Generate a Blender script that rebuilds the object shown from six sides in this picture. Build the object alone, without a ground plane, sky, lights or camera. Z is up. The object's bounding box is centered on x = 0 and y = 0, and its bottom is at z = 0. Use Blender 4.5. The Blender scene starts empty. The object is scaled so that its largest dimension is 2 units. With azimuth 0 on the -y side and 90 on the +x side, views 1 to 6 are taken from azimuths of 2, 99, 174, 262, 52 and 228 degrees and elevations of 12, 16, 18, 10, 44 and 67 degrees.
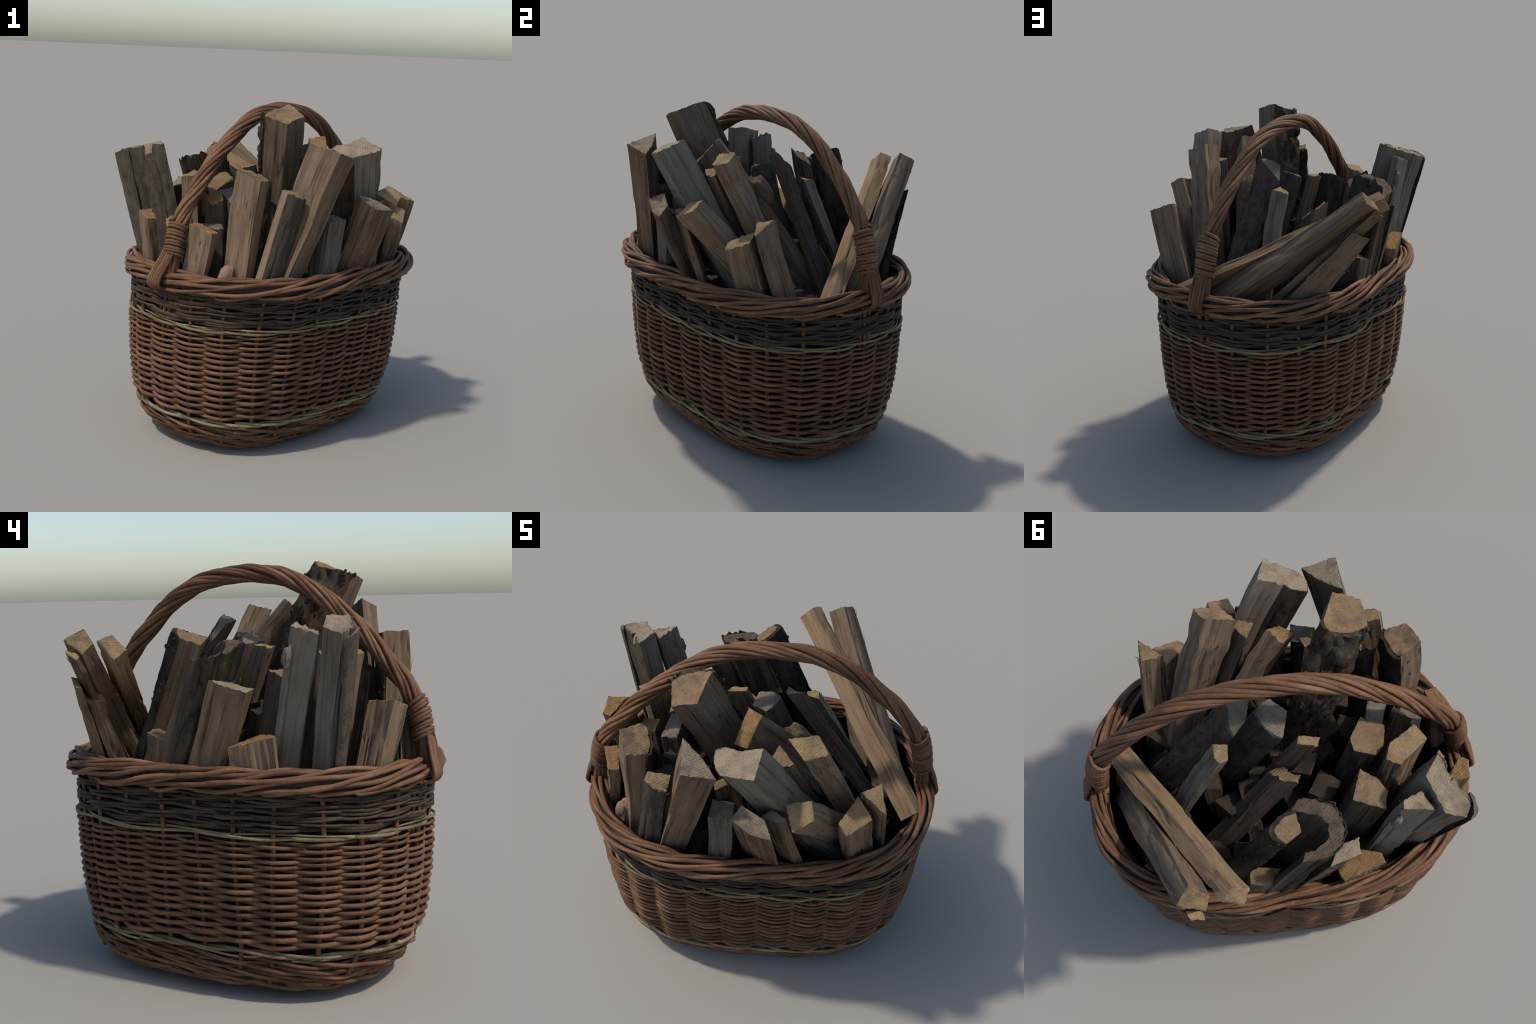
# A tall oval willow basket with a twisted bow handle, heaped with split firewood.
import bpy, math
import numpy as np
from mathutils import Matrix, Vector

RNG = np.random.default_rng(11)

# ------------------------------------------------------------------ helpers
def _hash(ix, iy, iz):
    h = (ix * 374761393 + iy * 668265263 + iz * 2147483647 % 4294967296) & 0xFFFFFFFF
    h = ((h ^ (h >> 13)) * 1274126177) & 0xFFFFFFFF
    return ((h ^ (h >> 16)) & 0xFFFF) / 32767.5 - 1.0

def noise(p, seed=0):
    """smooth value noise in [-1, 1] at points p (n, 3)"""
    p = np.asarray(p, float) + seed * 17.31
    i = np.floor(p).astype(np.int64); f = p - i
    f = f * f * (3 - 2 * f)
    out = 0
    for dx in (0, 1):
        for dy in (0, 1):
            for dz in (0, 1):
                w = (f[:, 0] if dx else 1 - f[:, 0]) * (f[:, 1] if dy else 1 - f[:, 1]) * (f[:, 2] if dz else 1 - f[:, 2])
                out = out + w * _hash(i[:, 0] + dx, i[:, 1] + dy, i[:, 2] + dz)
    return out

def fbm(p, seed=0, octaves=3):
    p = np.asarray(p, float); a, s, t = 1.0, 0, 0
    for o in range(octaves):
        s = s + a * noise(p * 2 ** o, seed + o * 3); t += a; a *= .5
    return s / t

def mesh_object(name, verts, faces, mats, parent=None, slots=None, sharp=40, matrix=None):
    me = bpy.data.meshes.new(name)
    me.from_pydata([tuple(v) for v in verts], [], faces)
    for m in mats:
        me.materials.append(m)
    if slots is not None:
        me.polygons.foreach_set("material_index", np.asarray(slots, np.int32))
    me.polygons.foreach_set("use_smooth", np.ones(len(me.polygons), bool))
    if sharp:
        me.set_sharp_from_angle(angle=math.radians(sharp))
    me.update()
    ob = bpy.data.objects.new(name, me)
    bpy.context.scene.collection.objects.link(ob)
    if matrix is not None:
        ob.matrix_world = matrix
    if parent is not None:
        ob.parent = parent
    return ob

def empty(name, parent=None):
    ob = bpy.data.objects.new(name, None)
    ob.empty_display_size = .1
    bpy.context.scene.collection.objects.link(ob)
    if parent is not None:
        ob.parent = parent
    return ob

def tube(path, radius, sides=7, closed=False, up=(0, 0, 1), flat=1.0):
    """swept round rod along path; returns verts, faces"""
    P = np.asarray(path, float); n = len(P)
    r = np.broadcast_to(np.asarray(radius, float), (n,))
    T = np.roll(P, -1, 0) - np.roll(P, 1, 0) if closed else np.gradient(P, axis=0)
    T /= np.linalg.norm(T, axis=1)[:, None] + 1e-12
    U = np.broadcast_to(np.asarray(up, float), (n, 3)) if np.ndim(up) == 1 else np.asarray(up, float)
    B = np.cross(T, U); B /= np.linalg.norm(B, axis=1)[:, None] + 1e-12
    N = np.cross(B, T)
    a = np.arange(sides) / sides * 2 * np.pi
    V = P[:, None] + r[:, None, None] * (np.cos(a)[None, :, None] * N[:, None] * flat + np.sin(a)[None, :, None] * B[:, None])
    V = V.reshape(-1, 3)
    F = []
    for i in range(n if closed else n - 1):
        j = (i + 1) % n
        for k in range(sides):
            l = (k + 1) % sides
            F.append((i * sides + k, i * sides + l, j * sides + l, j * sides + k))
    if not closed:
        F.append(tuple(range(sides))[::-1]); F.append(tuple((n - 1) * sides + k for k in range(sides)))
    return V, F

def join(parts):
    V, F, o = [], [], 0
    for v, f in parts:
        V.append(v); F += [tuple(i + o for i in q) for q in f]; o += len(v)
    return np.vstack(V), F

def smooth_curve(pts, n):
    """Catmull-Rom through control points, resampled evenly"""
    P = np.asarray(pts, float)
    Q = np.vstack([2 * P[0] - P[1], P, 2 * P[-1] - P[-2]])
    out = []
    for i in range(len(P) - 1):
        a, b, c, d = Q[i:i + 4]
        for t in np.linspace(0, 1, 24, endpoint=False):
            out.append(.5 * ((2 * b) + (c - a) * t + (2 * a - 5 * b + 4 * c - d) * t * t + (3 * b - a - 3 * c + d) * t ** 3))
    out.append(P[-1]); out = np.array(out)
    s = np.r_[0, np.cumsum(np.linalg.norm(np.diff(out, axis=0), axis=1))]
    u = np.linspace(0, s[-1], n)
    return np.stack([np.interp(u, s, out[:, k]) for k in range(out.shape[1])], 1)

# ------------------------------------------------------------------ materials
class Nodes:
    def __init__(self, name, rough=.75, spec=.3):
        self.m = bpy.data.materials.new(name); self.m.use_nodes = True
        self.t = self.m.node_tree; self.b = self.t.nodes["Principled BSDF"]
        self.b.inputs["Roughness"].default_value = rough
        self.b.inputs["Specular IOR Level"].default_value = spec
        self.co = self.n("ShaderNodeTexCoord").outputs["Object"]
        self.rand = self.n("ShaderNodeObjectInfo").outputs["Random"]
    def n(self, kind, **kw):
        nd = self.t.nodes.new(kind)
        for k, v in kw.items():
            setattr(nd, k, v)
        return nd
    def link(self, a, b):
        self.t.links.new(a, b)
    def put(self, sock, v):
        if hasattr(v, "links"):
            self.link(v, sock)
        else:
            sock.default_value = v
    def mapped(self, scale, shift=True):
        mp = self.n("ShaderNodeMapping"); self.link(self.co, mp.inputs["Vector"])
        mp.inputs["Scale"].default_value = scale
        if shift:
            mul = self.math("MULTIPLY", self.rand, 37.0)
            cb = self.n("ShaderNodeCombineXYZ")
            for k in range(3):
                self.link(mul, cb.inputs[k])
            self.link(cb.outputs[0], mp.inputs["Location"])
        return mp.outputs[0]
    def noise(self, vec, scale=1., detail=4., rough=.55, dist=0.):
        nd = self.n("ShaderNodeTexNoise"); self.link(vec, nd.inputs["Vector"])
        nd.inputs["Scale"].default_value = scale; nd.inputs["Detail"].default_value = detail
        nd.inputs["Roughness"].default_value = rough; nd.inputs["Distortion"].default_value = dist
        return nd.outputs["Fac"]
    def math(self, op, a, b=0., clamp=False):
        nd = self.n("ShaderNodeMath", operation=op, use_clamp=clamp)
        self.put(nd.inputs[0], a); self.put(nd.inputs[1], b)
        return nd.outputs[0]
    def ramp(self, fac, stops):
        nd = self.n("ShaderNodeValToRGB"); self.link(fac, nd.inputs[0])
        el = nd.color_ramp.elements
        while len(el) < len(stops):
            el.new(.5)
        for e, (p, c) in zip(el, stops):
            e.position = p; e.color = (*c, 1) if len(c) == 3 else c
        return nd.outputs[0]
    def step(self, fac, lo, hi):
        nd = self.n("ShaderNodeMapRange"); self.link(fac, nd.inputs[0])
        nd.inputs[1].default_value = lo; nd.inputs[2].default_value = hi
        return nd.outputs[0]
    def mix(self, fac, a, b, mode="MIX"):
        nd = self.n("ShaderNodeMix", data_type="RGBA", blend_type=mode)
        self.put(nd.inputs[0], fac)
        for s, v in ((nd.inputs[6], a), (nd.inputs[7], b)):
            self.put(s, (*v, 1) if isinstance(v, tuple) and len(v) == 3 else v)
        return nd.outputs[2]
    def bright(self, col, lo=.85, hi=1.15):
        mr = self.n("ShaderNodeMapRange"); self.link(self.rand, mr.inputs[0])
        mr.inputs[3].default_value = lo; mr.inputs[4].default_value = hi
        hs = self.n("ShaderNodeHueSaturation"); self.link(col, hs.inputs["Color"]); self.link(mr.outputs[0], hs.inputs["Value"])
        return hs.outputs[0]
    def finish(self, col, height=None, strength=.4, dist=.004):
        self.link(col, self.b.inputs["Base Color"])
        if height is not None:
            bp = self.n("ShaderNodeBump"); bp.inputs["Strength"].default_value = strength
            bp.inputs["Distance"].default_value = dist
            self.link(height, bp.inputs["Height"]); self.link(bp.outputs[0], self.b.inputs["Normal"])
        return self.m

def lerp(a, b, t):
    return tuple(x + (y - x) * t for x, y in zip(a, b))

def wood_side(name, dark, mid, light, stain, stain_amount=.5):
    """split face: long grain streaks along local z, weathered patches, dark checks"""
    k = Nodes(name, .85, .08)
    fine = k.noise(k.mapped((95, 95, 3.2)), 1, 5, .6)
    broad = k.noise(k.mapped((26, 26, 1.3)), 1, 4, .6, .6)
    g = k.math("ADD", k.math("MULTIPLY", fine, .45), k.math("MULTIPLY", broad, .55))
    col = k.ramp(g, [(.30, dark), (.45, mid), (.54, lerp(mid, light, .6)), (.68, light)])
    patch = k.noise(k.mapped((7, 7, 2.6)), 1, 4, .6, .8)
    col = k.mix(k.math("MULTIPLY", k.step(patch, .46, .66), stain_amount), col, stain)
    check = k.noise(k.mapped((120, 120, 1.6)), 1, 2, .4)
    col = k.mix(k.math("MULTIPLY", k.step(check, .36, .27), .75), col, lerp(dark, (0.01, .008, .006), .6))
    return k.finish(k.bright(col), g, .55, .006)

def wood_end(name, pale, warm, grime, saw=24., ring=18.):
    """sawn end: faint year rings, saw-tooth ridges, grime spots"""
    k = Nodes(name, .9, .08)
    wv = k.n("ShaderNodeTexWave", wave_type="RINGS", rings_direction="Z")
    k.link(k.mapped((1, 1, 0), False), wv.inputs["Vector"])
    wv.inputs["Scale"].default_value = ring; wv.inputs["Distortion"].default_value = 5.; wv.inputs["Detail"].default_value = 3
    wv.inputs["Detail Scale"].default_value = 2
    blot = k.noise(k.mapped((16, 16, 16)), 1, 4, .65, .4)
    speck = k.noise(k.mapped((75, 75, 75)), 1, 4, .7)
    col = k.mix(k.step(blot, .38, .64), pale, warm)
    col = k.mix(k.math("MULTIPLY", wv.outputs["Fac"], .28), col, lerp(warm, grime, .55))
    col = k.mix(k.math("MULTIPLY", k.step(speck, .54, .70), .6), col, grime)
    big = k.noise(k.mapped((8, 8, 8)), 1, 3, .6)
    col = k.mix(k.math("MULTIPLY", k.step(big, .52, .66), .7), col, grime)
    ridge = k.n("ShaderNodeTexWave", wave_type="BANDS", bands_direction="X")
    k.link(k.mapped((1, .25, .2)), ridge.inputs["Vector"])
    ridge.inputs["Scale"].default_value = saw; ridge.inputs["Distortion"].default_value = 2.5
    h = k.math("ADD", k.math("MULTIPLY", ridge.outputs["Fac"], .5), speck)
    return k.finish(k.bright(col, .9, 1.1), h, .45, .005)

def bark_material(name, dark, brown, pale, amount=.5):
    k = Nodes(name, .95, .05)
    nz = k.noise(k.mapped((30, 30, 12)), 1, 6, .65, .7)
    big = k.noise(k.mapped((9, 9, 5)), 1, 4, .6)
    col = k.ramp(nz, [(.32, dark), (.50, lerp(dark, brown, .55)), (.66, brown)])
    col = k.mix(k.math("MULTIPLY", k.step(big, .5, .66), amount), col, pale)
    col = k.mix(k.math("MULTIPLY", k.step(nz, .42, .30), .8), col, dark)
    return k.finish(k.bright(col, .85, 1.15), nz, .8, .014)

def willow(name, c_dark, c_mid, c_light, rough=.65):
    k = Nodes(name, rough, .16)
    a = k.noise(k.mapped((7, 7, 7)), 1, 3, .6)
    b = k.noise(k.mapped((60, 60, 60)), 1, 4, .6)
    col = k.ramp(k.math("ADD", k.math("MULTIPLY", a, .7), k.math("MULTIPLY", b, .3)), [(.32, c_dark), (.5, c_mid), (.68, c_light)])
    return k.finish(k.bright(col, .78, 1.22), b, .25, .002)

WILLOW = willow("willow_rod", (.073, .036, .019), (.124, .063, .034), (.188, .102, .058))
WILLOW_TOP = willow("border_willow", (.087, .042, .022), (.152, .076, .041), (.218, .117, .066))
WILLOW_DARK = willow("dark_willow", (.026, .018, .012), (.049, .033, .022), (.088, .058, .036))
WILLOW_PALE = willow("peeled_willow", (.110, .078, .042), (.195, .148, .082), (.275, .215, .125))
WILLOW_STAKE = willow("stake_willow", (.080, .036, .018), (.135, .062, .031), (.19, .090, .047))

SIDE = {
    "tan": wood_side("tan_split_wood", (.072, .047, .029), (.155, .104, .066), (.24, .170, .112), (.10, .072, .052)),
    "warm": wood_side("warm_split_wood", (.085, .052, .027), (.190, .122, .068), (.285, .195, .115), (.13, .085, .05), .4),
    "grey": wood_side("grey_weathered_wood", (.058, .044, .032), (.112, .090, .067), (.175, .146, .111), (.09, .064, .043)),
    "blue": wood_side("ash_grey_weathered_wood", (.105, .083, .060), (.158, .130, .097), (.205, .172, .131), (.125, .091, .060), .5),
    "brown": wood_side("brown_split_wood", (.046, .031, .020), (.112, .076, .050), (.185, .130, .086), (.064, .047, .036)),
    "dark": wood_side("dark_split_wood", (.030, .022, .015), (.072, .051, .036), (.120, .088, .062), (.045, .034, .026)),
}
END = {
    "pale": wood_end("pale_sawn_end", (.29, .23, .155), (.225, .168, .105), (.12, .092, .068)),
    "tan": wood_end("tan_sawn_end", (.265, .188, .098), (.212, .142, .072), (.105, .077, .052)),
    "ochre": wood_end("ochre_sawn_end", (.265, .160, .072), (.205, .115, .048), (.12, .072, .038)),
    "grime": wood_end("grimy_sawn_end", (.225, .155, .082), (.165, .105, .055), (.070, .055, .043)),
    "umber": wood_end("umber_weathered_end", (.150, .108, .078), (.095, .064, .045), (.045, .035, .028)),
    "void_shade": wood_end("shadow_darkened_end", (.060, .045, .033), (.045, .033, .024), (.028, .023, .019)),  # sawn-end colour blackened to show unlit voids between the logs
    "grey": wood_end("grey_sawn_end", (.195, .158, .118), (.135, .106, .078), (.06, .056, .054)),
}
BARK = {
    "black": bark_material("black_bark", (.014, .012, .009), (.054, .041, .029), (.070, .066, .040), .5),
    "rough": bark_material("rough_brown_bark", (.012, .011, .009), (.100, .060, .041), (.085, .090, .068), .65),
    "slate": bark_material("slate_bark", (.034, .028, .024), (.095, .077, .064), (.15, .076, .048), .45),
    "brown": bark_material("thin_brown_bark", (.024, .018, .014), (.075, .050, .035), (.11, .080, .056), .4),
    "skin": bark_material("grey_inner_bark", (.048, .038, .029), (.094, .075, .056), (.125, .101, .075), .4),
}
MOSS = Nodes("moss", .95, .1)
MOSS = MOSS.finish(MOSS.ramp(MOSS.noise(MOSS.mapped((60, 60, 60)), 1, 4), [(.35, (.014, .016, .008)), (.55, (.042, .046, .020)), (.72, (.10, .096, .042))]))

# ------------------------------------------------------------------ basket form
THETA = math.radians(50.5)
CT, ST = math.cos(THETA), math.sin(THETA)
# height, centre x, centre y, long half-axis, short half-axis, squareness (middle of the weave)
LEVELS = np.array([
    (0.00, -.028, .040, 0.710, .495, 2.52),
    (0.05, -.026, .038, 0.768, .552, 2.52),
    (0.12, -.020, .028, 0.815, .583, 2.52),
    (0.19, -.015, .021, 0.842, .603, 2.47),
    (0.32, -.012, .020, 0.866, .627, 2.47),
    (0.50, -.010, .019, 0.886, .649, 2.42),
    (0.75, -.005, .018, 0.897, .664, 2.42),
    (0.92, .004, .012, 0.898, .676, 2.42),
    (1.05, .012, .004, 0.896, .686, 2.42)])

def level(z):
    return [np.interp(z, LEVELS[:, 0], LEVELS[:, k]) for k in range(1, 6)]

def tilt(x, y, z):
    """the basket leans a little; the lean fades toward the rim"""
    f = np.clip(1.15 - z * .75, .15, 1)
    return z + f * (.030 - .034 * x + .012 * y)

def wall(phi, z, out=0.):
    """point on the basket wall at angle phi (0 = long axis end), height z, pushed outward"""
    cx, cy, a, b, n = level(z)
    c, s = np.cos(phi), np.sin(phi)
    r = (np.abs(c) ** n + np.abs(s) ** n) ** (-1 / n)
    X, Y = (a + out) * c * r, (b + out) * s * r
    # a little waisted on the long sides, narrower toward one end
    Y = Y * (1 - np.where(Y > 0, .042, .045) * np.exp(-((X + .05) / .40) ** 2)) * (1 + np.where(Y > 0, .030, .012) * X)
    Y = Y * .987 - .008 * np.clip(z / .5, 0, 1)
    x, y = cx + .001 + CT * X - ST * Y, cy + ST * X + CT * Y
    return np.stack([x, y, tilt(x, y, z)], -1)

def evenly(n_samples, z=.55):
    """angles equally spaced along the outline"""
    ph = np.linspace(0, 2 * np.pi, 2001)
    p = wall(ph, np.full_like(ph, z))
    s = np.r_[0, np.cumsum(np.linalg.norm(np.diff(p, axis=0), axis=1))]
    return s / s[-1], ph

_S, _PH = evenly(2001)
def phi_of(u):
    u = np.asarray(u)
    return np.interp(u % 1.0, _S, _PH) + 2 * np.pi * np.floor(u)

N_STAKE = 26

basket = empty("wicker_basket")
basket["label"] = "tall oval brown willow basket with dark band and twisted bow handle"
basket["category"] = "wicker basket"
body = empty("woven_wall", basket)
border = empty("rolled_border", basket)
handle = empty("bow_handle", basket)

# stakes
stake_data = None
for i in range(N_STAKE):
    z = np.linspace(0.0, 1.03, 30)
    u = np.full(30, i / N_STAKE) + .0018 * np.sin(z * 5 + i * 1.7) + RNG.normal(0, .0012)
    V, F = tube(wall(phi_of(u), z), .0125 * (1.05 - .15 * z), 7, up=(.3, .5, .1))
    mesh_object("stake", V, F, [WILLOW_STAKE], body, sharp=0)
# beside each handle foot two thick extra stakes show in the dark band
for i in (0, 13):
    for du, r in ((-.0062, .011), (.0068, .014)):
        z = np.linspace(.70, 1.03, 12)
        V, F = tube(wall(phi_of(np.full(12, i / N_STAKE + du)), z, -.010), r, 7, up=(.3, .5, .1))
        mesh_object("stake", V, F, [WILLOW_STAKE], body, sharp=0)

def woven(name, z0, sign, rad, amp, mat, u0, u1, waves=N_STAKE / 2, zamp=0., zwaves=6, dz=0., phase=0., sharpness=1.6, taper=(1., .8), sides=7, rise=0., seed=0):
    n = int(abs(u1 - u0) * N_STAKE * 9) + 2
    u = np.linspace(u0, u1, n)
    w = np.sin(2 * np.pi * waves * u + phase + math.pi / 2) * sign
    w = .55 * np.tanh(w * sharpness) / math.tanh(sharpness) + .45 * np.arcsin(np.clip(w, -1, 1)) * 2 / np.pi
    t = np.linspace(0, 1, n)
    jit = noise(np.stack([u * 21, np.full(n, z0 * 31.), np.full(n, 5.)], 1), seed)
    z = z0 + dz + zamp * np.sin(2 * np.pi * zwaves * u + phase) + .0045 * jit + rise * t
    out = amp * w + .002 * noise(np.stack([u * 60, np.full(n, z0 * 17.), np.full(n, 9.)], 1), seed)
    # ends slip behind the wall
    out = out - .022 * (np.exp(-t * 60) + np.exp(-(1 - t) * 60))
    r = rad * (taper[0] + (taper[1] - taper[0]) * t) * (1 + .06 * noise(np.stack([u * 40, np.full(n, z0 * 77.), np.zeros(n)], 1), seed + 4))
    P = wall(phi_of(u), np.maximum(z, .004), out)
    V, F = tube(P, r, sides)
    return mesh_object(name, V, F, [mat], body, sharp=0)

# main randed wall: 28 single rows, fine at the top, thick at the bottom
zr = [.225]
for k in range(27):
    zr.append(zr[-1] + np.interp(k, [0, 27], [.0222, .0148]))
zr = np.array(zr); zr = .225 + (zr - .225) * (.728 - .225) / (zr[-1] - .225)
for k, z in enumerate(zr):
    rad = np.interp(z, [.2, .5, .73], [.0136, .0118, .0090])
    start = RNG.random(); cuts = np.sort(np.r_[0, .3 + .08 * RNG.random(), .64 + .08 * RNG.random(), 1.0])
    cuts[-1] = 1.0
    for c0, c1 in zip(cuts[:-1], cuts[1:]):
        woven("weaver", z, 1 if k % 2 else -1, rad * RNG.uniform(.92, 1.10), .0265, WILLOW, start + c0 - .008, start + c1 + .008, dz=RNG.normal(0, .0012), seed=k, sharpness=1.1)
# dark band: pairs and threes of thin rods slewed together
dark_rows = np.linspace(.800, .955, 6)
for k, z in enumerate(dark_rows):
    for j in range(3):
        start = RNG.random()
        for c0, c1 in ((0, .5), (.5, 1.)):
            woven("dark_weaver", z, 1 if k % 2 else -1, .0094 * RNG.uniform(.85, 1.15), .0175 - .002 * (j == 1), WILLOW_DARK, start + c0 - .01, start + c1 + .01,
                  dz=(j - 1) * .0135 + RNG.normal(0, .002), zamp=.0045, zwaves=9 + 2 * j, phase=0, sharpness=2.2, sides=6, rise=RNG.normal(0, .006), seed=40 + k * 3 + j)
def phase_woven(name, z, rad, amp, mat, phases, waves, zamp, spread=0., seed=0, pieces=3, sharpness=1.2, bias=0.0):
    """waling / pairing: several rods that chase one another, in front of some stakes, behind the next"""
    for j, ph in enumerate(phases):
        cuts = np.linspace(0, 1, pieces + 1) + RNG.random()
        for c0, c1 in zip(cuts[:-1], cuts[1:]):
            n = int((c1 - c0) * N_STAKE * 9)
            u = np.linspace(c0 - .012, c1 + .012, n)
            a = 2 * np.pi * waves * u + ph
            w = np.tanh(np.sin(a) * sharpness) / math.tanh(sharpness)
            zz = z + zamp * np.cos(a) + spread * (j - (len(phases) - 1) / 2) + .003 * noise(np.stack([u * 25, np.full(n, j * 3.3), np.full(n, z * 50)], 1), seed)
            r = rad * np.linspace(1.1, .8, n) * RNG.uniform(.9, 1.1)
            P = wall(phi_of(u), np.maximum(zz, .006), amp * w + bias)
            V, F = tube(P, r, 6)
            mesh_object(name, V, F, [mat], body, sharp=0)

phase_woven("pale_weaver", .755, .0078, .018, WILLOW_PALE, (0, 3.14), N_STAKE / 3, .0055, bias=.007, seed=3)
phase_woven("pale_weaver", .768, .0055, .013, WILLOW_PALE, (1.0,), N_STAKE / 3, .004, bias=.002, seed=5)
phase_woven("pale_weaver", .186, .0090, .018, WILLOW_PALE, (0, 2.1, 4.2), N_STAKE / 3, .007, bias=.008, seed=6)
phase_woven("pale_weaver", .168, .0065, .013, WILLOW_PALE, (1.,), N_STAKE / 3, .007, bias=.004, seed=7)
for z, rad in ((.142, .0112), (.112, .012), (.080, .0125), (.046, .0135), (.014, .0135)):
    phase_woven("foot_weaver", z, rad * .88, .021, WILLOW, (0.4 + z * 30, 2.5 + z * 30, 4.6 + z * 30), N_STAKE / 3, .013, bias=.003, seed=int(z * 999))

# woven floor
floor_parts = []
for k in range(15):
    f = .06 + .92 * k / 14
    u = np.linspace(0, 1, 160, endpoint=False)
    P = wall(phi_of(u), np.full(160, .012)); c = P.mean(0)
    Q = c + (P - c) * f
    Q[:, 2] = np.minimum(P[:, 2], .06) + .012 + .010 * np.sin(u * 2 * np.pi * 20 + np.pi * (k % 2)) + .02 * (1 - f)
    floor_parts.append(tube(Q, .020, 6, closed=True))
V, F = join(floor_parts)
fl = mesh_object("woven_floor", V, F, [WILLOW], basket, sharp=0); fl["kind"] = "stuff"

# solid liner shell, coloured near-black to paint the shadow between the rods
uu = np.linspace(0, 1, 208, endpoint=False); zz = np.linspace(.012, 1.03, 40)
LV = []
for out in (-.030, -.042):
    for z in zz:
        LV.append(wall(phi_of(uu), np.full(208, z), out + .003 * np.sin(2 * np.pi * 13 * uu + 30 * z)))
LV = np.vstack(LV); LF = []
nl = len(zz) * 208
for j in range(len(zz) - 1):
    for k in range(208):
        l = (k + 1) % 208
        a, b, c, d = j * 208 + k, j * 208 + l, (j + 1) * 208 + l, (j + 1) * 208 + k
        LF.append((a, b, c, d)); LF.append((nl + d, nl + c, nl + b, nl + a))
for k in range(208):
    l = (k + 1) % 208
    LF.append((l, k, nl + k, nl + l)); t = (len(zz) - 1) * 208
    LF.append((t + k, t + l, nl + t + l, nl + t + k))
INNER = Nodes("painted_gap_shadow", .9, .1)
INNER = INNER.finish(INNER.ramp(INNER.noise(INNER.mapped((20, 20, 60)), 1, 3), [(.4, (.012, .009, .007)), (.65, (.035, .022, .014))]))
mesh_object("gap_shadow_liner", LV, LF, [INNER], body, sharp=0)["kind"] = "stuff"

# rolled border -------------------------------------------------------------
RIM_Z = 1.008
def rim_point(u, alpha, grow=0.):
    """alpha: 180 = inner side, 90 = top, 0 = outer side, -70 = under the outer lip (degrees)"""
    al = np.radians(alpha)
    out = .014 - .006 * np.cos(phi_of(u)) ** 4 + (.044 + grow) * np.cos(al)
    up = (.056 + grow) * np.sin(al)
    z = RIM_Z + 0 * out
    P = wall(phi_of(u), z, out)
    P[..., 2] += up
    return P

N_BORDER = 31
for i in range(N_BORDER):
    u0 = (i + .3) / N_BORDER
    span = .255 + RNG.normal(0, .012)
    n = 64; t = np.linspace(0, 1, n)
    alpha = np.interp(t, [0, .05, .13, .24, .42, .68, 1.], [222, 182, 143, 104, 56, 6, -66] if i % 2 else [158, 146, 128, 100, 54, 4, -62])
    alpha = np.convolve(np.r_[np.full(4, alpha[0]), alpha, np.full(4, alpha[-1])], np.ones(9) / 9, "valid")
    u = u0 - span * t
    grow = .0070 * np.sin(t * 19 + i * 2.6 + RNG.random()) + .002 * RNG.normal() - .012 * (t > .97)
    alpha = alpha + 9 * np.sin(t * 14 + i * 1.9)
    P = rim_point(u, alpha, grow)
    P[:, 2] += .005 * noise(np.stack([t * 5, np.full(n, i * 1.0), np.zeros(n)], 1), 3)
    V, F = tube(P, np.interp(t, [0, .1, .8, 1], [.0105, .0120, .0112, .0092]), 8)
    mesh_object("border_rod", V, F, [WILLOW_TOP], border, sharp=0)
# inner and core rods that circle inside the roll
for j, (al, r, g) in enumerate(((200, .012, -.004), (160, .011, -.012), (90, .022, -.034), (20, .019, -.034), (-40, .016, -.030), (235, .012, -.01))):
    for c0 in (0, 1 / 3, 2 / 3):
        u = np.linspace(c0 - .01, c0 + 1 / 3 + .01, 90)
        P = rim_point(u, al + 14 * np.sin(u * 2 * np.pi * 9 + j), g)
        V, F = tube(P, r, 7)
        mesh_object("border_rod", V, F, [WILLOW_DARK if j in (2, 3, 4) else WILLOW_TOP], border, sharp=0)  # core rods get the dark willow so openings in the roll look shaded

# bow handle ----------------------------------------------------------------
H_MID = np.array((.029, -.0155)); H_DIR = np.array((.606, .7955)); H_NRM = np.array((-.7955, .606))
arc = smooth_curve([(-.905, 1.03), (-.892, 1.16), (-.868, 1.29), (-.815, 1.405), (-.75, 1.485), (-.61, 1.65), (-.476, 1.766), (-.345, 1.858), (-.20, 1.926), (-.05, 1.951),
                    (.09, 1.950), (.25, 1.925), (.39, 1.868), (.52, 1.778), (.648, 1.655), (.74, 1.548), (.80, 1.462), (.845, 1.38), (.872, 1.28), (.89, 1.16), (.905, 1.03)], 260)
def handle_frame(bow):
    n = len(bow)
    C = np.zeros((n, 3))
    C[:, :2] = H_MID + bow[:, :1] * H_DIR + (.012 * np.cos(bow[:, :1] * 1.5)) * H_NRM
    C[:, 2] = bow[:, 1] - .013 * np.clip((bow[:, 1] - 1.3) / .4, 0, 1)
    T = np.gradient(C, axis=0); T /= np.linalg.norm(T, axis=1)[:, None]
    N = np.broadcast_to(np.array((*H_NRM, 0.)), (n, 3))
    U = np.cross(N, T); U /= np.linalg.norm(U, axis=1)[:, None]
    U *= np.sign(U[n // 2, 2]); return C, T, U, N
C, T, U, NV = handle_frame(arc)
s = np.r_[0, np.cumsum(np.linalg.norm(np.diff(C, axis=0), axis=1))]; L = s[-1]
mid = (s - L / 2)
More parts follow.
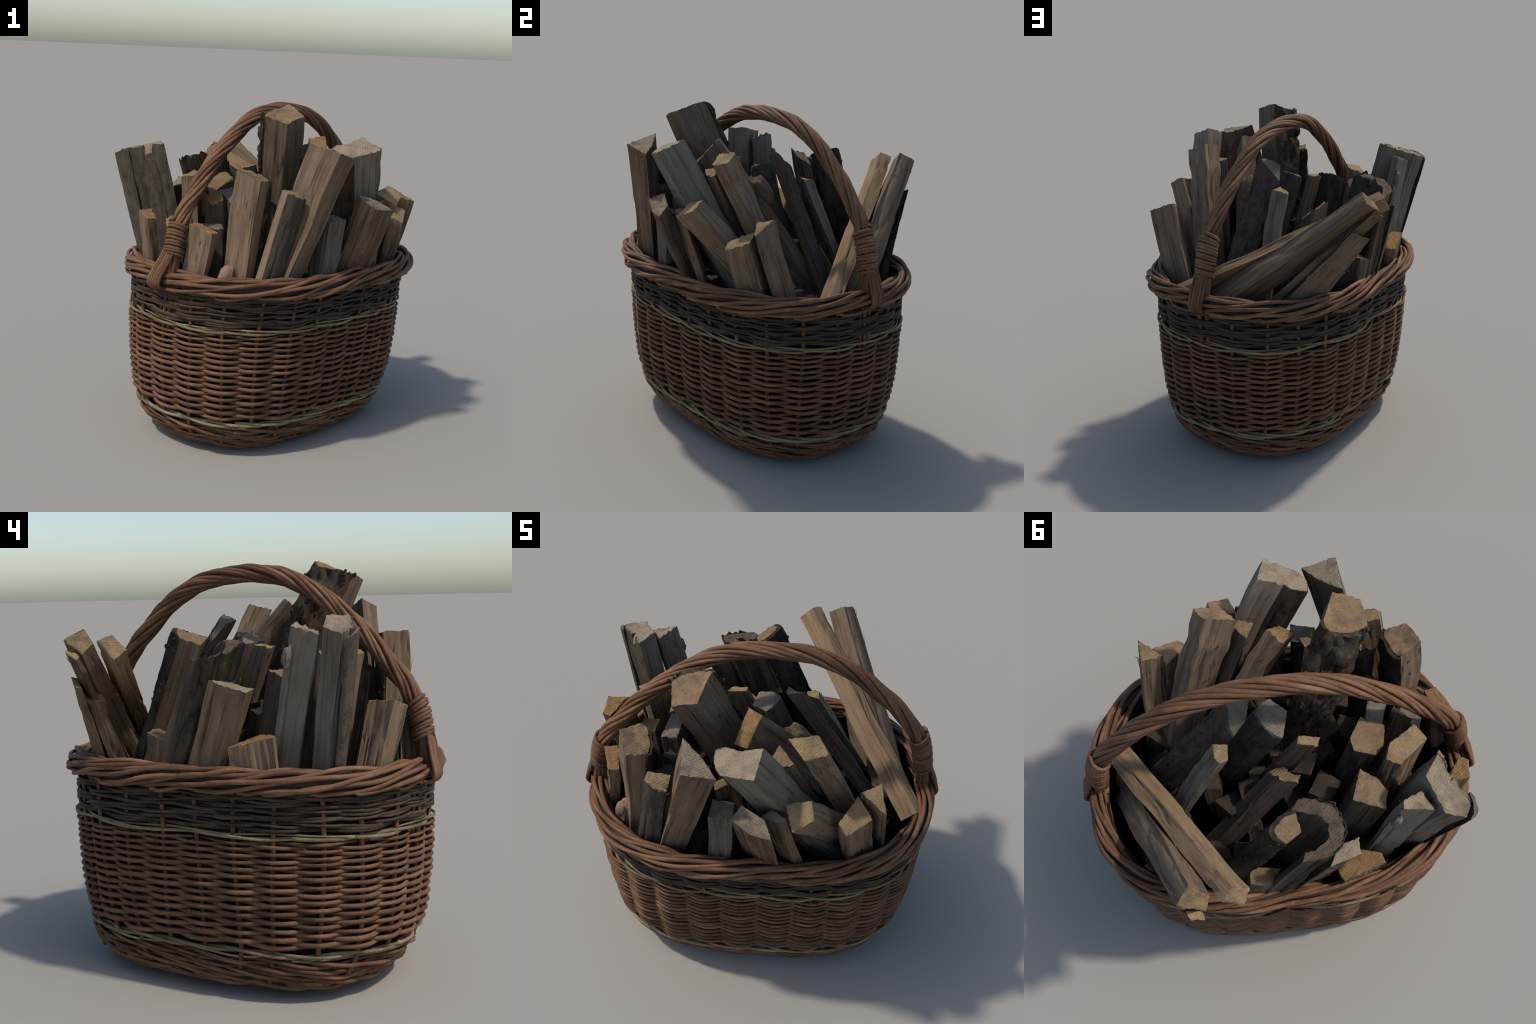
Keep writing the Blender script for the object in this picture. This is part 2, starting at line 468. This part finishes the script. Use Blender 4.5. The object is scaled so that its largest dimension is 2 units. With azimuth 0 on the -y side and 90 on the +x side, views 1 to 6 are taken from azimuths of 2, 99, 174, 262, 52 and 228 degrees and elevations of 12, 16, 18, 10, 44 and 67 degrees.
# twist fades out at the bindings
free = np.clip((np.minimum(s, L - s) - .22) / .12, 0, 1)
tw = np.cumsum(np.r_[0, -6.1 * np.diff(s) * (.25 + .75 * free[1:])]); tw -= tw[len(tw) // 2]
V, F = tube(C, .029, 8, up=NV)
mesh_object("handle_core", V, F, [WILLOW_STAKE], handle, sharp=0)
N_STR = 10
for i in range(N_STR):
    b = 2 * np.pi * i / N_STR + tw + .12 * np.sin(s * 7 + i * 2.3)
    R = .0335 + .0025 * np.sin(s * 5 + i * 1.9) - .006 * (1 - free)
    P = C + R[:, None] * (np.cos(b)[:, None] * U + 1.05 * np.sin(b)[:, None] * NV)
    r = .0122 + .0012 * np.sin(i * 2.1 + s * 2)
    V, F = tube(P, r, 8, up=np.cos(b)[:, None] * U + np.sin(b)[:, None] * NV)
    mesh_object("handle_rod", V, F, [WILLOW_TOP], handle, sharp=0)

def binding(end, z_top, z_bot, turns, skew=0.):
    """rods coiled round the foot of the bow, then a flat strap laced outward over the border"""
    side = arc[:, 0] < 0 if end < 0 else arc[:, 0] > 0
    zz = np.linspace(z_top, z_bot, turns * 22)
    order = np.argsort(arc[side][:, 1])
    zs = arc[side][order][:, 1]
    cen = np.stack([np.interp(zz, zs, C[side][order][:, k]) for k in range(3)], 1)
    tan = np.stack([np.interp(zz, zs, T[side][order][:, k]) for k in range(3)], 1)
    outw = np.array((*(H_DIR * end), 0.)); lat = np.array((*H_NRM, 0.))
    outv = np.cross(tan, lat); outv /= np.linalg.norm(outv, axis=1)[:, None]
    outv *= np.sign((outv @ outw))[:, None]
    a = np.linspace(0, 2 * np.pi * turns, len(zz))
    for k in range(2):
        R1 = .045 + .002 * np.sin(a * .37 + k); R2 = .054 + .002 * np.cos(a * .23)
        h = slice(k * len(zz) // 2, min(len(zz), (k + 1) * len(zz) // 2 + 3))
        P = cen + R1[:, None] * np.cos(a)[:, None] * outv + R2[:, None] * np.sin(a)[:, None] * lat
        P[:, 2] += .014 * np.cos(a)
        P[:, 2] += .003 * np.sin(a * .61)
        V, F = tube(P[h], .0098, 7, up=outv[h])
        mesh_object("binding", V, F, [WILLOW], handle, sharp=0)
    # strap of five rods
    base = cen[-1]
    for j in range(5):
        q = (j - 2) * .0185
        lean = lat * skew
        flare = 1 + .06 * j
        pts = [base + outv[-1] * .026 + lat * q * .85 + np.array((0, 0, .05)),
               base + outw * .044 + lat * q + np.array((0, 0, -.005)) + lean * .2,
               base + outw * .066 + lat * q * 1.05 + np.array((0, 0, -.065)) + lean * .6,
               base + outw * .086 + lat * q * 1.05 + np.array((0, 0, -.118)) + lean * .9,
               base + outw * .092 + lat * q * 1.05 + np.array((0, 0, -.155)) + lean,
               base + outw * .072 + lat * q * 1.0 + np.array((0, 0, -.182)) + lean,
               base + outw * .035 + lat * q * 1.0 + np.array((0, 0, -.186)) + lean]
        V, F = tube(smooth_curve(pts, 30), .0102, 7, up=outw)
        mesh_object("strap_rod", V, F, [WILLOW], handle, sharp=0)
binding(-1, 1.335, 1.165, 10, .06)
binding(1, 1.40, 1.17, 13)

# ------------------------------------------------------------------ firewood
def inside(P, margin):
    """are points inside the basket wall?"""
    cx, cy, a, b, n = level(np.clip(P[:, 2], 0, 1.05))
    x, y = P[:, 0] - cx, P[:, 1] - cy
    X, Y = CT * x + ST * y, -ST * x + CT * y
    return (np.abs(X / (a - margin)) ** n + np.abs(Y / (b - margin)) ** n) < 1

LOG_NO = 0
def log(label, cap, run, side="tan", end="tan", bark=(), bark_kind="brown", bark_depth=.014, foot=.16, taper=.9, bend=(0, 0), bulge=.0,
        rough=1., hollow=False, name="firewood_log", rag=.009, kink=0., bark_start=0., splinters=7, moss=0, margin=.045):
    """One split billet. cap: corners of the sawn end, in order; run: how far it travels in x, y for each metre down."""
    global LOG_NO
    LOG_NO += 1; seed = LOG_NO * 7
    K = np.array(cap, float); n = len(K)
    d = np.array((run[0], run[1], -1.)); d /= np.linalg.norm(d)
    cen = K.mean(0)
    # march the foot down until it would leave the basket or reach the floor
    step = .01; L = .06
    while True:
        Q = cen + (K - cen) * taper + d * (L + step)
        low = Q[:, 2] < .99
        if (Q[:, 2].min() < foot) or (low.any() and not inside(Q[low], margin).all() and Q[:, 2].mean() < 1.0) or L > 1.75:
            break
        L += step
    origin = cen + d * L
    zax = -d
    xax = np.cross((0, 1., 0) if abs(zax[1]) < .8 else (1., 0, 0), zax); xax /= np.linalg.norm(xax); yax = np.cross(zax, xax)
    M = np.stack([xax, yax, zax])
    loc = (K - origin) @ M.T
    ang = np.cross(np.r_[np.diff(loc[:, :2], axis=0), [loc[0, :2] - loc[-1, :2]]], np.r_[np.diff(loc[:, :2], axis=0)[1:], [loc[0, :2] - loc[-1, :2]], [loc[1, :2] - loc[0, :2]]])
    flip = ang.sum() < 0
    edges = list(range(n))
    if flip:
        loc = loc[::-1]; edges = [(n - 2 - k) % n for k in range(n)]
    # perimeter of the section
    ring, eid = [], []
    for k in range(n):
        a, b = loc[k], loc[(k + 1) % n]
        l = np.linalg.norm((b - a)[:2]); m = max(2, int(l / .0085))
        t = np.arange(m) / m
        nrm = np.array(((b - a)[1], -(b - a)[0], 0)) / (l + 1e-9)
        isb = edges[k] in bark
        bow = (bulge if not isb else max(bulge, .13)) * l * 4 * t * (1 - t)
        # round the very corner a little
        ring.append(a + (b - a) * t[:, None] + nrm * bow[:, None]); eid += [k if isb else -1] * m
    R = np.vstack(ring); eid = np.array(eid); m = len(R)
    c2 = R[:, :2].mean(0)
    nx, pv = np.roll(R, -1, 0), np.roll(R, 1, 0)
    tg = (nx - pv)[:, :2]; tg /= np.linalg.norm(tg, axis=1)[:, None] + 1e-9
    nrm = np.stack([tg[:, 1], -tg[:, 0]], 1)
    for _ in range(2):
        nrm = nrm + .5 * (np.roll(nrm, 1, 0) + np.roll(nrm, -1, 0)); nrm /= np.linalg.norm(nrm, axis=1)[:, None] + 1e-9
    J = max(8, int(L / .022))
    s = np.linspace(0, 1, J + 1)
    s = s ** 1.0
    ztop = R[:, 2] + rag * 1.2 * fbm(np.c_[R[:, :2] * 55, np.zeros(m)], seed) * rough
    G = np.zeros((J + 1, m, 3))
    for j, t in enumerate(s):
        z = ztop * (1 - t)
        sc = 1 - (1 - taper) * t
        wob = np.array([noise([[t * L * 3.5, seed, 1.]], 1)[0], noise([[t * L * 3.5, seed, 9.]], 2)[0]]) * .010 * min(1, t * 6)
        xy = c2 + (R[:, :2] - c2) * sc + np.array(bend) * math.sin(math.pi * min(1, t * 1.0)) + wob
        if kink:
            xy = xy + np.array((kink, kink * .3)) * math.exp(-((t * L - .16) / .05) ** 2)
        q = np.c_[R[:, :2] * 1., z]
        groove = fbm(np.c_[R[:, :2] * 75, z * 4.0], seed, 3)
        broad = fbm(np.c_[R[:, :2] * 15, z * 3.2], seed + 2, 2)
        rip = np.abs(noise(np.c_[R[:, :2] * 34, z * 2.0], seed + 5))
        amp = rough * min(1, .35 + t * L * 8)
        dsp = amp * (.0036 * groove + .0105 * broad - .009 * (rip < .11) * (1 - rip / .11))
        G[j, :, :2] = xy + nrm * dsp[:, None]
        G[j, :, 2] = z
    V = list(G.reshape(-1, 3)); F = []; S = []
    for j in range(J):
        for k in range(m):
            l = (k + 1) % m
            F.append((j * m + k, (j + 1) * m + k, (j + 1) * m + l, j * m + l)); S.append(0)
    if hollow:
        F.append(tuple(range(m))); S.append(1)
    else:
        top = G[0]; c3 = np.r_[top[:, :2].mean(0), top[:, 2].mean()]
        plane = np.linalg.lstsq(np.c_[top[:, :2], np.ones(m)], top[:, 2], rcond=None)[0]
        c3[2] = np.r_[c3[:2], 1] @ plane
        prev = list(range(m))
        for f in (.985, .86, .68, .48, .27):
            ringv = c3 + (top - c3) * f
            w_ = f ** 4
            ringv[:, 2] = w_ * ringv[:, 2] + (1 - w_) * (np.c_[ringv[:, :2], np.ones(m)] @ plane)
            ringv[:, 2] += rough * (.0055 * fbm(np.c_[ringv[:, :2] * 45, np.full(m, 3.)], seed + 8) + (.0015 if f < .98 else -.001))
            base = len(V); V += list(ringv); cur = list(range(base, base + m))
            for k in range(m):
                l = (k + 1) % m
                F.append((prev[k], prev[l], cur[l], cur[k])); S.append(1)
            prev = cur
        V.append(c3); ci = len(V) - 1
        for k in range(m):
            F.append((prev[k], prev[(k + 1) % m], ci)); S.append(1)
    F.append(tuple(range(J * m, (J + 1) * m))[::-1]); S.append(1)
    mat4 = Matrix(((*M[:, 0],), (*M[:, 1],), (*M[:, 2],))).to_4x4()
    mat4.translation = Vector(origin)
    ob = mesh_object(name, V, F, [SIDE[side], END[end]], None, S, 38, mat4)
    ob["label"] = label; ob["category"] = "firewood log"
    # slivers lifting off the split faces
    rg = np.random.default_rng(seed)
    parts = []
    for _ in range(splinters):
        k = int(rg.integers(m)); j = int(rg.integers(3, max(4, min(J - 1, 22)))); span = int(rg.integers(2, 5))
        j2 = max(0, j - span)
        if eid[k] >= 0 or j2 == j:
            continue
        t = np.linspace(0, 1, 7)[:, None]
        P = G[j, k] + (G[j2, k] - G[j, k]) * t
        P[:, :2] += nrm[k] * (t ** 2 * rg.uniform(.008, .022)) + np.array((-nrm[k, 1], nrm[k, 0])) * t * rg.uniform(-.006, .006)
        parts.append(tube(P, np.interp(t[:, 0], [0, .3, 1], [.001, rg.uniform(.003, .006), .0008]), 5, up=(*nrm[k], 0.), flat=.45))
    if parts:
        SV, SF = join(parts)
        so = mesh_object("splinter", SV, SF, [SIDE[side]], None, sharp=30); so.parent = ob; so["kind"] = "stuff"
    # bark shells
    if len(bark):
        runs, k = [], 0
        flag = eid >= 0
        st = next((k for k in range(m) if flag[k] and not flag[k - 1]), 0)
        idx = [(st + k) % m for k in range(m)]
        cur = []
        for k in idx:
            if flag[k]:
                cur.append(k)
            elif cur:
                runs.append(cur + [k]); cur = []
        if cur:
            runs.append(cur + ([(cur[-1] + 1) % m] if len(cur) < m else []))
        for r_ in runs:
            w = len(r_)
            base = G[:, r_, :]; nn = nrm[r_]
            z = base[..., 2]
            pos = np.c_[np.tile(R[r_, :2], (J + 1, 1)), z.reshape(-1)]
            if bark_kind == "rough":
                plate = np.abs(fbm(pos * np.array((17, 17, 11)), seed + 11, 3)).reshape(J + 1, w)
                th = bark_depth * (.35 + 1.9 * plate) + .35 * bark_depth * fbm(pos * np.array((48, 48, 40)), seed + 12, 2).reshape(J + 1, w)
            else:
                th = bark_depth * (.55 + .55 * fbm(pos * np.array((30, 30, 9)), seed + 11, 3)).reshape(J + 1, w)
            th = np.maximum(th, .0025)
            th *= (.55 + .45 * np.sin(np.pi * np.clip(np.arange(w) / (w - 1), .06, .94)))[None, :]
            outer = base.copy(); inner = base.copy()
            outer[..., :2] += nn[None] * th[..., None]; inner[..., :2] -= nn[None] * .003
            jag = .010 * fbm(np.c_[R[r_, :2] * 40, np.zeros(w)], seed + 14) - .004 - bark_start
            fade = np.clip(1 - s * L / .05, 0, 1)[:, None]
            outer[..., 2] += jag[None] * fade; inner[..., 2] += jag[None] * fade
            BV = np.vstack([outer.reshape(-1, 3), inner.reshape(-1, 3)]); o = (J + 1) * w
            BF = []
            for j in range(J):
                for k in range(w - 1):
                    a, b, c, e = j * w + k, (j + 1) * w + k, (j + 1) * w + k + 1, j * w + k + 1
                    BF.append((a, b, c, e)); BF.append((o + e, o + c, o + b, o + a))
                BF.append((j * w, o + j * w, o + (j + 1) * w, (j + 1) * w))
                e1, e2 = j * w + w - 1, (j + 1) * w + w - 1
                BF.append((e1, e2, o + e2, o + e1))
            for k in range(w - 1):
                BF.append((k, k + 1, o + k + 1, o + k))
                q = J * w + k
                BF.append((q, o + q, o + q + 1, q + 1))
            bo = mesh_object("bark", BV, BF, [BARK[bark_kind]], None, sharp=50)
            bo.parent = ob
            if moss:
                tufts = []
                pts = outer[: int(J * .75)].reshape(-1, 3)
                hot = fbm(pts * 9, seed + 30, 2)
                pick = rg.choice(np.nonzero(hot > np.quantile(hot, .62))[0], moss)
                for q in pts[pick]:
                    r_t = rg.uniform(.003, .0085)
                    th_, ph_ = np.meshgrid(np.linspace(0, np.pi, 5), np.linspace(0, 2 * np.pi, 7)[:-1], indexing="ij")
                    sv = np.stack([np.sin(th_) * np.cos(ph_), np.sin(th_) * np.sin(ph_), np.cos(th_)], -1).reshape(-1, 3)
                    sv = sv * (r_t * (1 + .7 * rg.random((30, 1)))) * np.array((1, 1, 1.3)) + q
                    sf = [(a_ * 6 + b_, (a_ + 1) * 6 + b_, (a_ + 1) * 6 + (b_ + 1) % 6, a_ * 6 + (b_ + 1) % 6) for a_ in range(4) for b_ in range(6)]
                    tufts.append((sv, sf))
                MV, MF = join(tufts)
                mo = mesh_object("moss", MV, MF, [MOSS], None, sharp=0); mo.parent = ob; mo["kind"] = "stuff"
    return ob

def knot(owner, where, radius, stretch=(1, 1, 1.5), side="tan"):
    """swollen knot growing out of a billet"""
    th_, ph_ = np.meshgrid(np.linspace(0, np.pi, 22), np.linspace(0, 2 * np.pi, 33)[:-1], indexing="ij")
    sv = np.stack([np.sin(th_) * np.cos(ph_), np.sin(th_) * np.sin(ph_), np.cos(th_)], -1).reshape(-1, 3)
    bump = fbm(sv * 2.2 + where[0] * 9, 71, 3)
    sv = sv * radius * (1 + .35 * bump[:, None] - .25 * np.exp(-((np.arccos(np.clip(sv[:, 1:2] * -1, -1, 1))) / .45) ** 2)) * np.array(stretch)
    inv = owner.matrix_world.inverted()
    sv = sv + np.array(inv @ Vector(where))
    sf = [(a_ * 32 + b_, (a_ + 1) * 32 + b_, (a_ + 1) * 32 + (b_ + 1) % 32, a_ * 32 + (b_ + 1) % 32) for a_ in range(21) for b_ in range(32)]
    ko = mesh_object("knot", sv, sf, [SIDE[side]], None, sharp=0); ko.parent = owner

# --- the sunny back row and the crown of the heap
crown = log("tallest square billet with rough mossy bark back", [(.077, -.593, 1.900), (.172, -.512, 1.940), (.076, -.358, 1.997), (.028, -.352, 1.968), (-.052, -.507, 1.931)], (-.04, .46), "brown", "grime", bark=(2, 3), bark_kind="rough", bark_depth=.036, moss=110)
log("thick blue grey wedge with ripple sawn end", [(.602, -.493, 1.767), (.509, -.371, 1.834), (.42, -.452, 1.79), (.329, -.518, 1.772), (.454, -.579, 1.732)], (.06, .62), "blue", "pale", bark=(2, 3), bark_kind="brown", bark_depth=.006)
log("three sided tapering billet with knotty end", [(.371, -.744, 1.764), (.462, -.604, 1.726), (.345, -.598, 1.765), (.207, -.619, 1.808)], (-.35, -.03), "tan", "pale", taper=.5)
log("square tan billet leaning to the right", [(.452, -.186, 1.755), (.593, -.189, 1.714), (.646, -.090, 1.742), (.547, -.072, 1.786)], (-.05, .50), "tan", "tan", kink=-.012)
log("square grey billet lying low over the rim", [(.604, -.306, 1.505), (.726, -.357, 1.443), (.762, -.254, 1.489), (.688, -.209, 1.541)], (-.28, .86), "tan", "tan")
log("short wedge billet by the right rim", [(.729, -.061, 1.327), (.803, -.066, 1.295), (.828, .074, 1.353), (.689, .097, 1.393)], (-.16, .25), "tan", "tan")
log("curved triangular billet at the right rim", [(.883, .110, 1.409), (.747, .194, 1.472), (.712, .085, 1.441)], (-.24, .28), "tan", "tan", bend=(.015, 0))
log("wide split billet with splintered edge", [(.495, -.485, 1.515), (.515, -.569, 1.490), (.610, -.530, 1.440), (.707, -.458, 1.424), (.610, -.435, 1.475)], (-.29, .36), "brown", "pale")
log("short dark square billet in front", [(.263, -.501, 1.376), (.338, -.582, 1.360), (.436, -.502, 1.371), (.360, -.430, 1.385)], (-.09, .03), "grey", "grey")
log("dark billet hidden behind the wide split one", [(.636, -.385, 1.450), (.655, -.340, 1.465), (.560, -.350, 1.460), (.555, -.420, 1.440)], (-.03, .34), "brown", "grey")
log("slim grey billet leaning left in front", [(.101, -.787, 1.546), (.070, -.749, 1.559), (.140, -.660, 1.535), (.200, -.725, 1.507)], (-.255, -.01), "tan", "tan", bark=(3,), bark_kind="skin", bark_depth=.007)
tall_tan = log("tall pale tan billet with dark bark back", [(-.047, -.800, 1.606), (-.002, -.709, 1.597), (-.081, -.645, 1.631), (-.167, -.629, 1.646), (-.184, -.753, 1.649)], (-.11, .01), "tan", "grime", bark=(1, 2), bark_kind="black", bark_depth=.042, moss=70)
log("short square billet near the left handle foot", [(-.270, -.735, 1.303), (-.299, -.787, 1.302), (-.431, -.728, 1.347), (-.392, -.658, 1.340)], (-.17, .04), "tan", "ochre")
log("ribbed short billet at the left rim", [(-.634, -.575, 1.340), (-.677, -.597, 1.340), (-.745, -.515, 1.374), (-.682, -.418, 1.369)], (.05, .20), "tan", "ochre")
log("small dark billet beside the handle", [(-.576, -.550, 1.285), (-.537, -.543, 1.315), (-.560, -.440, 1.340), (-.600, -.450, 1.315)], (.05, .15), "brown", "tan")
# --- left end
log("broad grey slab with ripple sawn end and notch", [(-.905, -.247, 1.667), (-.885, -.288, 1.690), (-.795, -.312, 1.712), (-.752, -.322, 1.724), (-.748, -.323, 1.672), (-.703, -.332, 1.680), (-.698, -.334, 1.732), (-.633, -.348, 1.740), (-.668, -.235, 1.740), (-.831, -.183, 1.699)],
    (.24, .04), "blue", "pale", bark=(1, 2, 3, 4, 5, 6), bark_kind="skin", bark_depth=.010)
log("loose curl of bark on the grey slab", [(-.920, -.258, 1.652), (-.924, -.288, 1.665), (-.885, -.320, 1.686), (-.842, -.332, 1.698), (-.842, -.325, 1.698), (-.882, -.310, 1.686), (-.914, -.283, 1.665)], (.24, .04), "dark", "grey", name="bark_curl", hollow=True, rough=.3, foot=.97, taper=.8, margin=.02, bark=(0, 1, 2), bark_kind="skin", bark_depth=.004, splinters=0)
flat_grey = log("flat grey billet leaning on the slab", [(-.684, -.207, 1.668), (-.787, -.178, 1.666), (-.696, -.074, 1.697), (-.675, -.097, 1.715)], (.16, .15), "blue", "pale")
log("pale split billet with ragged edge", [(-.615, .277, 1.477), (-.659, .123, 1.413), (-.596, .074, 1.427), (-.565, .180, 1.460)], (.29, .25), "tan", "pale")
log("short square billet low at the back", [(-.306, .490, 1.237), (-.363, .539, 1.225), (-.440, .469, 1.191), (-.400, .384, 1.194)], (.13, .10), "brown", "tan")
log("ochre ribbed offcut wedged at the left rim", [(-.735, .021, 1.232), (-.652, .207, 1.177), (-.590, .195, 1.172), (-.600, .060, 1.225), (-.690, .000, 1.232)], (.06, -.12), "tan", "ochre")
log("bark backed billet with grey split face", [(-.446, .380, 1.651), (-.445, .290, 1.617), (-.374, .254, 1.645), (-.373, .387, 1.690)], (.31, .32), "brown", "grime", bark=(2, 3), bark_kind="black", bark_depth=.036, moss=60)
log("hollow curled piece of bark wood", [(-.320, .195, 1.600), (-.370, .155, 1.636), (-.430, .120, 1.656), (-.490, .113, 1.645), (-.550, .133, 1.620), (-.594, .178, 1.596), (-.600, .240, 1.580), (-.578, .310, 1.568), (-.530, .372, 1.548),
     (-.500, .335, 1.540), (-.530, .285, 1.552), (-.540, .240, 1.572), (-.535, .205, 1.592), (-.505, .185, 1.612), (-.470, .180, 1.626), (-.435, .190, 1.630), (-.395, .215, 1.612), (-.340, .245, 1.590)], (.26, .28), "dark", "umber", hollow=True, taper=1., rough=1.2, name="hollow_log", rag=.024, bark=(0, 1, 2, 3, 4, 5, 6), bark_kind="black", bark_depth=.010, bark_start=-.004)
log("flat topped billet deep in the heap", [(-.597, -.096, 1.456), (-.470, -.012, 1.500), (-.385, -.143, 1.500), (-.481, -.168, 1.500), (-.547, -.159, 1.480)], (.16, .15), "brown", "tan")
log("narrow billet with smooth oval end", [(-.516, -.270, 1.555), (-.460, -.230, 1.577), (-.415, -.300, 1.585), (-.425, -.450, 1.575), (-.516, -.445, 1.569)], (.03, .17), "tan", "tan")
log("knotty dark billet under the handle", [(-.221, -.315, 1.548), (-.270, -.190, 1.570), (-.322, -.165, 1.565), (-.394, -.240, 1.505), (-.385, -.300, 1.497), (-.312, -.385, 1.489)], (.10, .17), "dark", "grime")
log("small dark billet with warm end", [(-.377, -.509, 1.470), (-.323, -.514, 1.414), (-.268, -.504, 1.451), (-.282, -.453, 1.501)], (.05, .15), "dark", "ochre")
log("grey ended dark billet behind the tan one", [(-.229, -.494, 1.439), (-.157, -.435, 1.445), (-.230, -.340, 1.500), (-.313, -.359, 1.490)], (.02, .10), "dark", "grey")
log("flat dark offcut behind the short square billet", [(-.400, -.560, 1.320), (-.360, -.620, 1.300), (-.250, -.600, 1.300), (-.270, -.520, 1.320)], (-.05, .06), "dark", "grey")
# --- middle
log("slate barked half round billet", [(.210, .105, 1.740), (.140, .050, 1.713), (.083, .110, 1.692), (.092, .185, 1.610), (.170, .140, 1.690)], (.38, .49), "brown", "grey", bark=(3, 4), bark_kind="slate", bark_depth=.012)
log("slim square billet in front of the barked one", [(.149, .270, 1.573), (.091, .230, 1.585), (.046, .272, 1.560), (.062, .310, 1.560), (.093, .308, 1.578)], (.20, .50), "grey", "tan")
curved = log("curved billet with slanting warm cut and knot", [(.200, -.230, 1.801), (.299, -.222, 1.812), (.330, -.333, 1.679), (.253, -.360, 1.667)], (.04, .72), "brown", "ochre", bend=(0, .05), kink=.01)
log("wide billet with stained pale end", [(.108, -.056, 1.629), (.015, -.076, 1.611), (-.063, .031, 1.600), (.090, .050, 1.655)], (.30, .28), "brown", "grey", bark=(2, 3), bark_kind="slate", bark_depth=.010)
log("thin billet behind the mossy one", [(-.105, -.030, 1.607), (-.178, -.095, 1.591), (-.200, -.055, 1.585), (-.130, .005, 1.600)], (.28, .28), "brown", "tan")
log("small wedge billet behind the leaning tan one", [(.432, -.269, 1.662), (.394, -.184, 1.670), (.522, -.190, 1.640), (.500, -.244, 1.631)], (0, .50), "brown", "tan")
log("little offcut between the front billets", [(.277, -.494, 1.446), (.308, -.436, 1.475), (.250, -.420, 1.470), (.230, -.470, 1.450)], (0, .10), "brown", "tan")
log("jagged broken piece deep in the heap", [(-.057, .126, 1.354), (-.140, .130, 1.420), (-.225, .097, 1.448), (-.200, .060, 1.440), (-.130, .070, 1.390), (-.070, .064, 1.334)], (.25, .75), "dark", "tan", rag=.02)
# --- long rails laid across the back
log("long pale rail leaning across the back", [(-.466, .616, 1.608), (-.429, .680, 1.673), (-.435, .749, 1.647), (-.497, .677, 1.565)], (1.86, -.285), "warm", "tan", foot=.9, taper=1.0, margin=.075)
log("long outer rail with ochre upper face", [(-.301, .805, 1.702), (-.380, .763, 1.636), (-.405, .815, 1.592), (-.319, .896, 1.653)], (1.16, -.345), "tan", "tan", foot=.85, taper=1.42, margin=.03)
log("dark strip split from the outer rail", [(-.385, .825, 1.585), (-.362, .886, 1.610), (-.392, .888, 1.598), (-.422, .840, 1.562)], (.95, -.30), "brown", "tan", foot=.85, taper=1.4, rag=.012)
log("wide split plank under the rails", [(-.243, .874, 1.483), (-.350, .850, 1.430), (-.342, .822, 1.426), (-.250, .845, 1.472)], (.72, -.22), "tan", "tan", bark=(3,), bark_kind="black", bark_depth=.012, foot=.85, taper=1.75, rag=.015)
log("thick split log under the rails", [(-.225, .835, 1.390), (-.290, .790, 1.350), (-.240, .725, 1.370), (-.165, .755, 1.410)], (.80, -.25), "brown", "grime", foot=.85, taper=1.1, rag=.02)
log("billet darkened as shadowed void behind the tall tan one", [(.000, -.660, 1.460), (.050, -.640, 1.440), (.060, -.580, 1.430), (.000, -.580, 1.470)], (-.05, .10), "dark", "void_shade", rag=.02)
log("low billet darkened for the shade beside the tallest one", [(-.110, -.560, 1.430), (-.050, -.540, 1.430), (-.050, -.490, 1.420), (-.120, -.500, 1.430)], (-.03, .10), "dark", "void_shade", rag=.02)
# filler billets, tinted dark so the heap's gaps read as deep shadow
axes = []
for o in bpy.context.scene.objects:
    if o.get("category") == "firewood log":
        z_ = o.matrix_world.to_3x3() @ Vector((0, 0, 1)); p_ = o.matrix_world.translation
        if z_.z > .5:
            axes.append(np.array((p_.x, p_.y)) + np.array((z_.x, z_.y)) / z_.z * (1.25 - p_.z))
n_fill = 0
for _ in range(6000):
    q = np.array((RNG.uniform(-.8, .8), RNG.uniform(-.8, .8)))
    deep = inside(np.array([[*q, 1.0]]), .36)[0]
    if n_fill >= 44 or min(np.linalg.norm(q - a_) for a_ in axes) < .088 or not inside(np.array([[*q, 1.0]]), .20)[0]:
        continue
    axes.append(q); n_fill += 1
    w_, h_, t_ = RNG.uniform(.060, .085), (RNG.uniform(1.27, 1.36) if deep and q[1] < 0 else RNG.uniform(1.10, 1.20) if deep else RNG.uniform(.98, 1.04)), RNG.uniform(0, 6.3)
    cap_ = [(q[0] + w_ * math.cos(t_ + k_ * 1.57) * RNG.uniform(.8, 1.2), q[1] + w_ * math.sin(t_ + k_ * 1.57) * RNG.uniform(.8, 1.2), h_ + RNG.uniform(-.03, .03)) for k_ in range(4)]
    log("short filler billet darkened for gap shadow in the heap", cap_, tuple(RNG.uniform(-.1, .1, 2) + .12 * (q < 0) * .5), "dark", "void_shade")

knot(tall_tan, (-.212, -.752, 1.045), .055, (1, 1, 1.7), "tan")
knot(curved, (.265, .035, 1.520), .055, (1.0, 1.0, 1.7), "brown")
knot(flat_grey, (-.690, -.055, 1.570), .022, (1, 1, 2.2), "blue")
